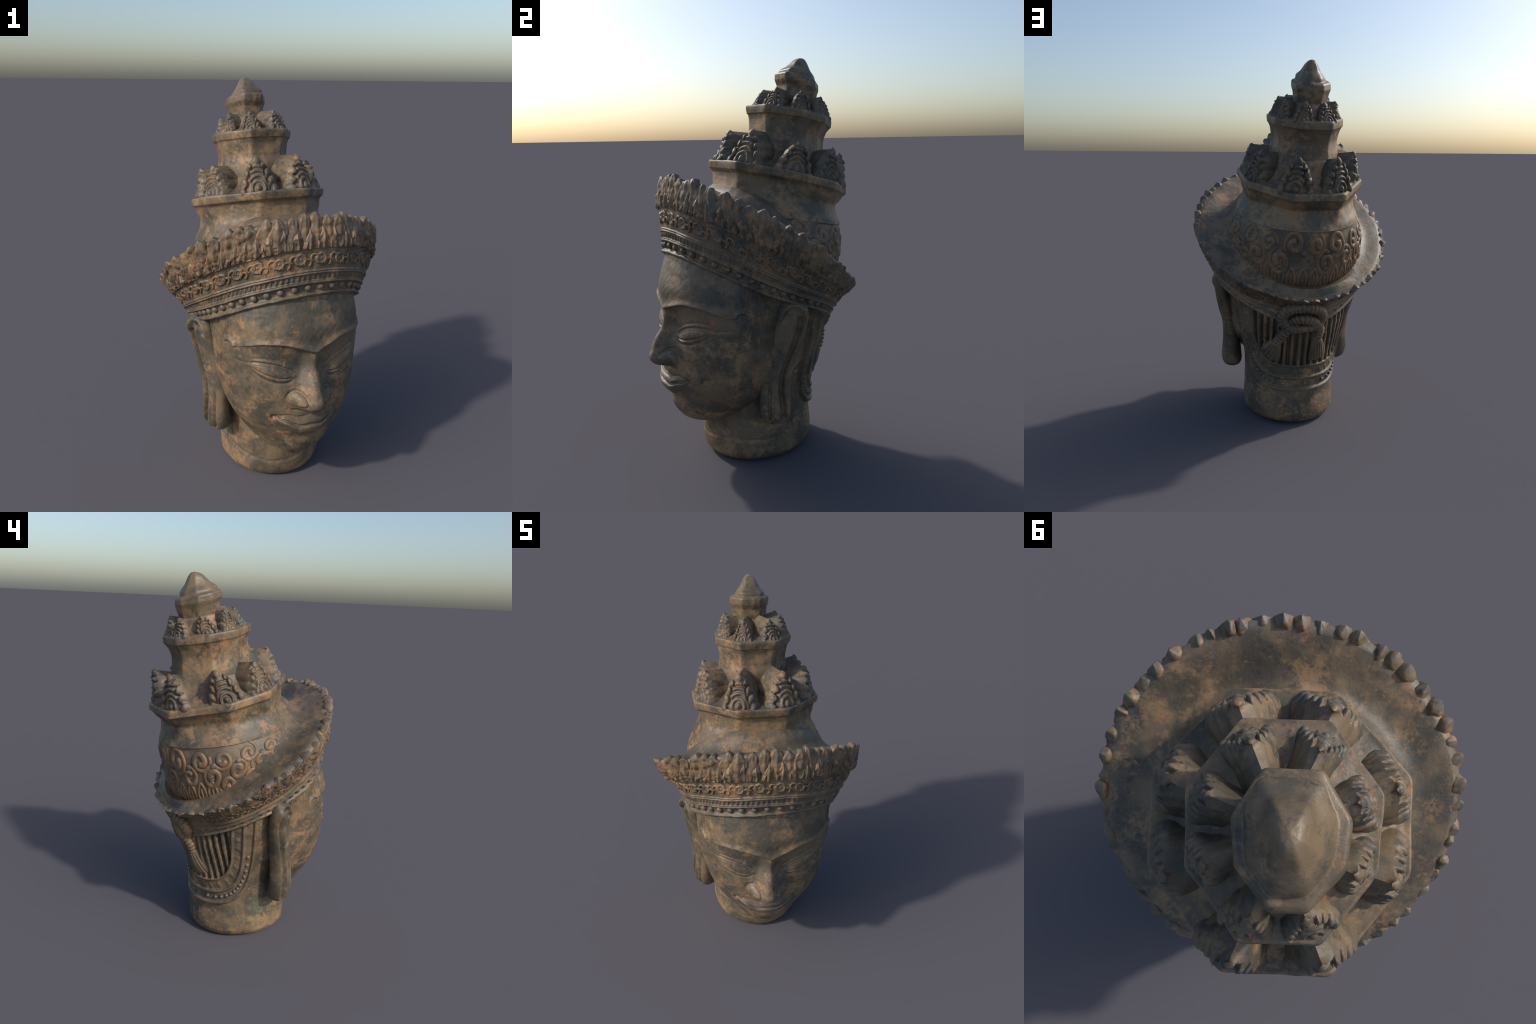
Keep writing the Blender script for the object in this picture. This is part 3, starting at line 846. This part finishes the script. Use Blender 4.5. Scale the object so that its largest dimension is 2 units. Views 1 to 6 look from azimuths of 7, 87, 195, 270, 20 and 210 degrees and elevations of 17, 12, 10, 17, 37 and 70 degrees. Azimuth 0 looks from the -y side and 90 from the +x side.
sq = octagon_ring([(.052, .215), (.072, .27), (.066, .345), (.030, .392)], Y3, 37) + [-.010, 0]
t3 = [
    (0.00, tilted(scaled(o3, Y3, .93, -.012), 1.815, -.19)),
    (0.25, tilted(scaled(o3, Y3, .88, -.008), 1.850, -.20)),
    (0.55, tilted(scaled(o3, Y3, .93), 1.905, -.225)),
    (0.75, tilted(scaled(o3, Y3, 1.01), 1.940, -.24)),
    (0.90, tilted(scaled(o3, Y3, 1.005), 1.962, -.249)),
    (1.00, tilted(scaled(o3, Y3, .94), 1.973, -.249)),
    (1.08, tilted(mixr(scaled(o3, Y3, .85), sq, .5), 1.976, -.245)),
    (1.15, tilted(scaled(sq, Y3, 1.0), 1.985, -.235)),
    (1.40, tilted(mixr(scaled(sq, Y3, .66), tipc[None] * np.ones((NO, 1)), .0) * 1.0 + (tipc - [0, Y3]) * .3, 2.000, -.17)),
    (1.62, tilted(scaled(sq, Y3, .40) + (tipc - [0, Y3]) * .7, 2.012, -.10)),
    (1.78, tilted(scaled(sq, Y3, .22) + (tipc - [0, Y3]) * .95, 2.010, -.05)),
    (1.84, tilted(scaled(sq, Y3, .03) + (tipc - [0, Y3]), 2.008, -.03)),
]
tier("finial", t3, 150, M_tip, amp=.002, caps=(False, True))

# ---------------------------------------------------- leaf-shaped antefixes
def antefix(base, tip, width, depth, seedv, inward, rel=1.0):
    """pointed leaf block: base centre (front foot), tip, both in 3-D; inward = unit vector into the tier"""
    base, tip, inward = map(lambda a: np.array(a, float), (base, tip, inward))
    upv = tip - base; H = np.linalg.norm(upv); upv /= H
    lat = np.cross(inward, upv); lat /= np.linalg.norm(lat)
    out = np.cross(lat, upv); out /= np.linalg.norm(out)
    if out @ inward > 0: out = -out
    r_ = np.random.default_rng(seedv)
    NQ, NS, ND = 61, 66, 10
    q = np.linspace(-1, 1, NQ)[:, None]; s = np.sin(np.linspace(0, np.pi / 2, NS))[None] ** 1.0
    lobes = 1 + .085 * np.abs(np.sin(np.pi * (s * 3.7 + .05)))
    hw = width / 2 * (np.clip(1 - .992 * s ** 1.4, 0, 1) ** .74) * lobes
    hw = np.maximum(hw, .0015)
    X = hw * q; Zl = s * H + 0 * q - .06 * H * np.abs(q) ** 2.5 * sstep(.8, 1, s)
    xn, zn = X / (width / 2), Zl / H
    k = np.clip(1 - np.abs(q) ** 4, 0, 1)
    h = .085 * width * (k ** .5 - .6) * sstep(1.02, .72, s)                      # cushion
    h = h - .11 * width * np.abs(xn) ** 1.4                # wraps round the plate corner
    h0 = h.copy()
    rr = np.hypot(xn * .60, zn - .13)
    rel_ = rel * width
    edge_in = np.clip(1 - np.abs(q), 0, 1)
    # boss and concentric arches
    h = h + rel_ * .075 * np.sqrt(np.clip(1 - (rr / .105) ** 2, 0, 1))
    for i, rc in enumerate((.195, .325, .455, .575)):
        h = h + rel_ * .058 * np.sqrt(np.clip(1 - ((rr - rc) / .048) ** 2, 0, 1)) * sstep(.50 - .05 * i, .40 - .05 * i, np.abs(xn)) * sstep(-.10, -.02, zn - .10)
    # curls along both edges
    for cz, cr in ((.10, .20), (.33, .19), (.55, .165), (.73, .13)):
        for sg in (-1, 1):
            cxq = (np.clip(1 - .992 * cz ** 1.4, 0, 1) ** .74) - cr * .78
            rad = np.hypot((xn - sg * cxq), (zn - cz) * 1.3 - .10 * (np.abs(xn) - cxq)) / (cr * (1 + .1 * r_.uniform(-1, 1)))
            h = h + rel_ * .085 * np.sqrt(np.clip(1 - rad ** 2, 0, 1)) - rel_ * .035 * gauss(rad - 1.12, .22)
    # bud at the tip
    rad = np.hypot(xn / .19, (zn - .87) / .13)
    h = h + rel_ * .07 * np.sqrt(np.clip(1 - rad ** 2, 0, 1))
    h = h0 + (h - h0) * sstep(0, .14, 1 - np.abs(q)) * sstep(1.0, .93, s)
    Pf = base + X[..., None] * lat + Zl[..., None] * upv + h[..., None] * out
    Pf = Pf + (.0028 * rel * fbm(Pf, 36, 2, seedv))[..., None] * out
    # rounded shoulders, then walls that pinch in and run back into the tier
    cen = base + Zl[NQ // 2][:, None] * upv
    d = np.linspace(0, 1, ND)[1:]
    def wall(edge, sg):
        out_ = []
        for dd in d:
            pinch = 1 - .15 * sstep(0, .5, dd)
            e2 = cen + (edge - cen) * pinch
            out_.append(e2 + inward * depth * dd - np.array([0, 0, 1.0]) * (.12 * depth * dd))
        return np.stack(out_, 0)
    Pw = base + X[..., None] * lat + Zl[..., None] * upv + h0[..., None] * out
    L = wall(Pw[0], -1)[::-1]; Rr = wall(Pw[-1], 1)
    P = np.concatenate([L, Pf, Rr], 0)
    # close the ridge: top column of both walls meets in the middle
    mid_top = .5 * (P[:, -1] + P[::-1, -1])
    P = np.concatenate([P, mid_top[:, None] + np.array([0, 0, .002])], 1)
    return P

def corner_leaves(oct_, yc, c0, c1, tips, width, depth, rel, inset, names):
    full = [(x, y, s) for (x, y) in oct_ for s in (1, -1)]
    for i, (x, y, s) in enumerate(full):
        tx, ty, tz = tips[i // 2]
        cen = np.array([0, yc])
        foot2 = cen + (np.array([s * x, y]) - cen) * inset
        base = np.array([foot2[0], foot2[1], c0 + c1 * foot2[1] - .012])
        tip = np.array([s * tx, ty, tz]) + .004 * rng.uniform(-1, 1, 3)
        inn = np.array([-foot2[0], yc - foot2[1], 0.0]); inn /= np.linalg.norm(inn)
        P = antefix(base, tip, width * (1 + .05 * rng.uniform(-1, 1)), depth, 100 + i + int(1000 * c0), inn, rel)
        add_grid(names, P, M_leaf)
corner_leaves(OCT1, Y1, 1.460, -.246, [(.106, -.040, 1.645), (.250, .118, 1.588), (.243, .318, 1.552), (.097, .490, 1.516)],
              .188, .16, 1.0, .915, "antefix")
corner_leaves(OCT2, Y2, 1.769, -.182, [(.058, .127, 1.842), (.130, .222, 1.828), (.126, .338, 1.802), (.048, .420, 1.786)],
              .114, .09, .95, .905, "antefix")
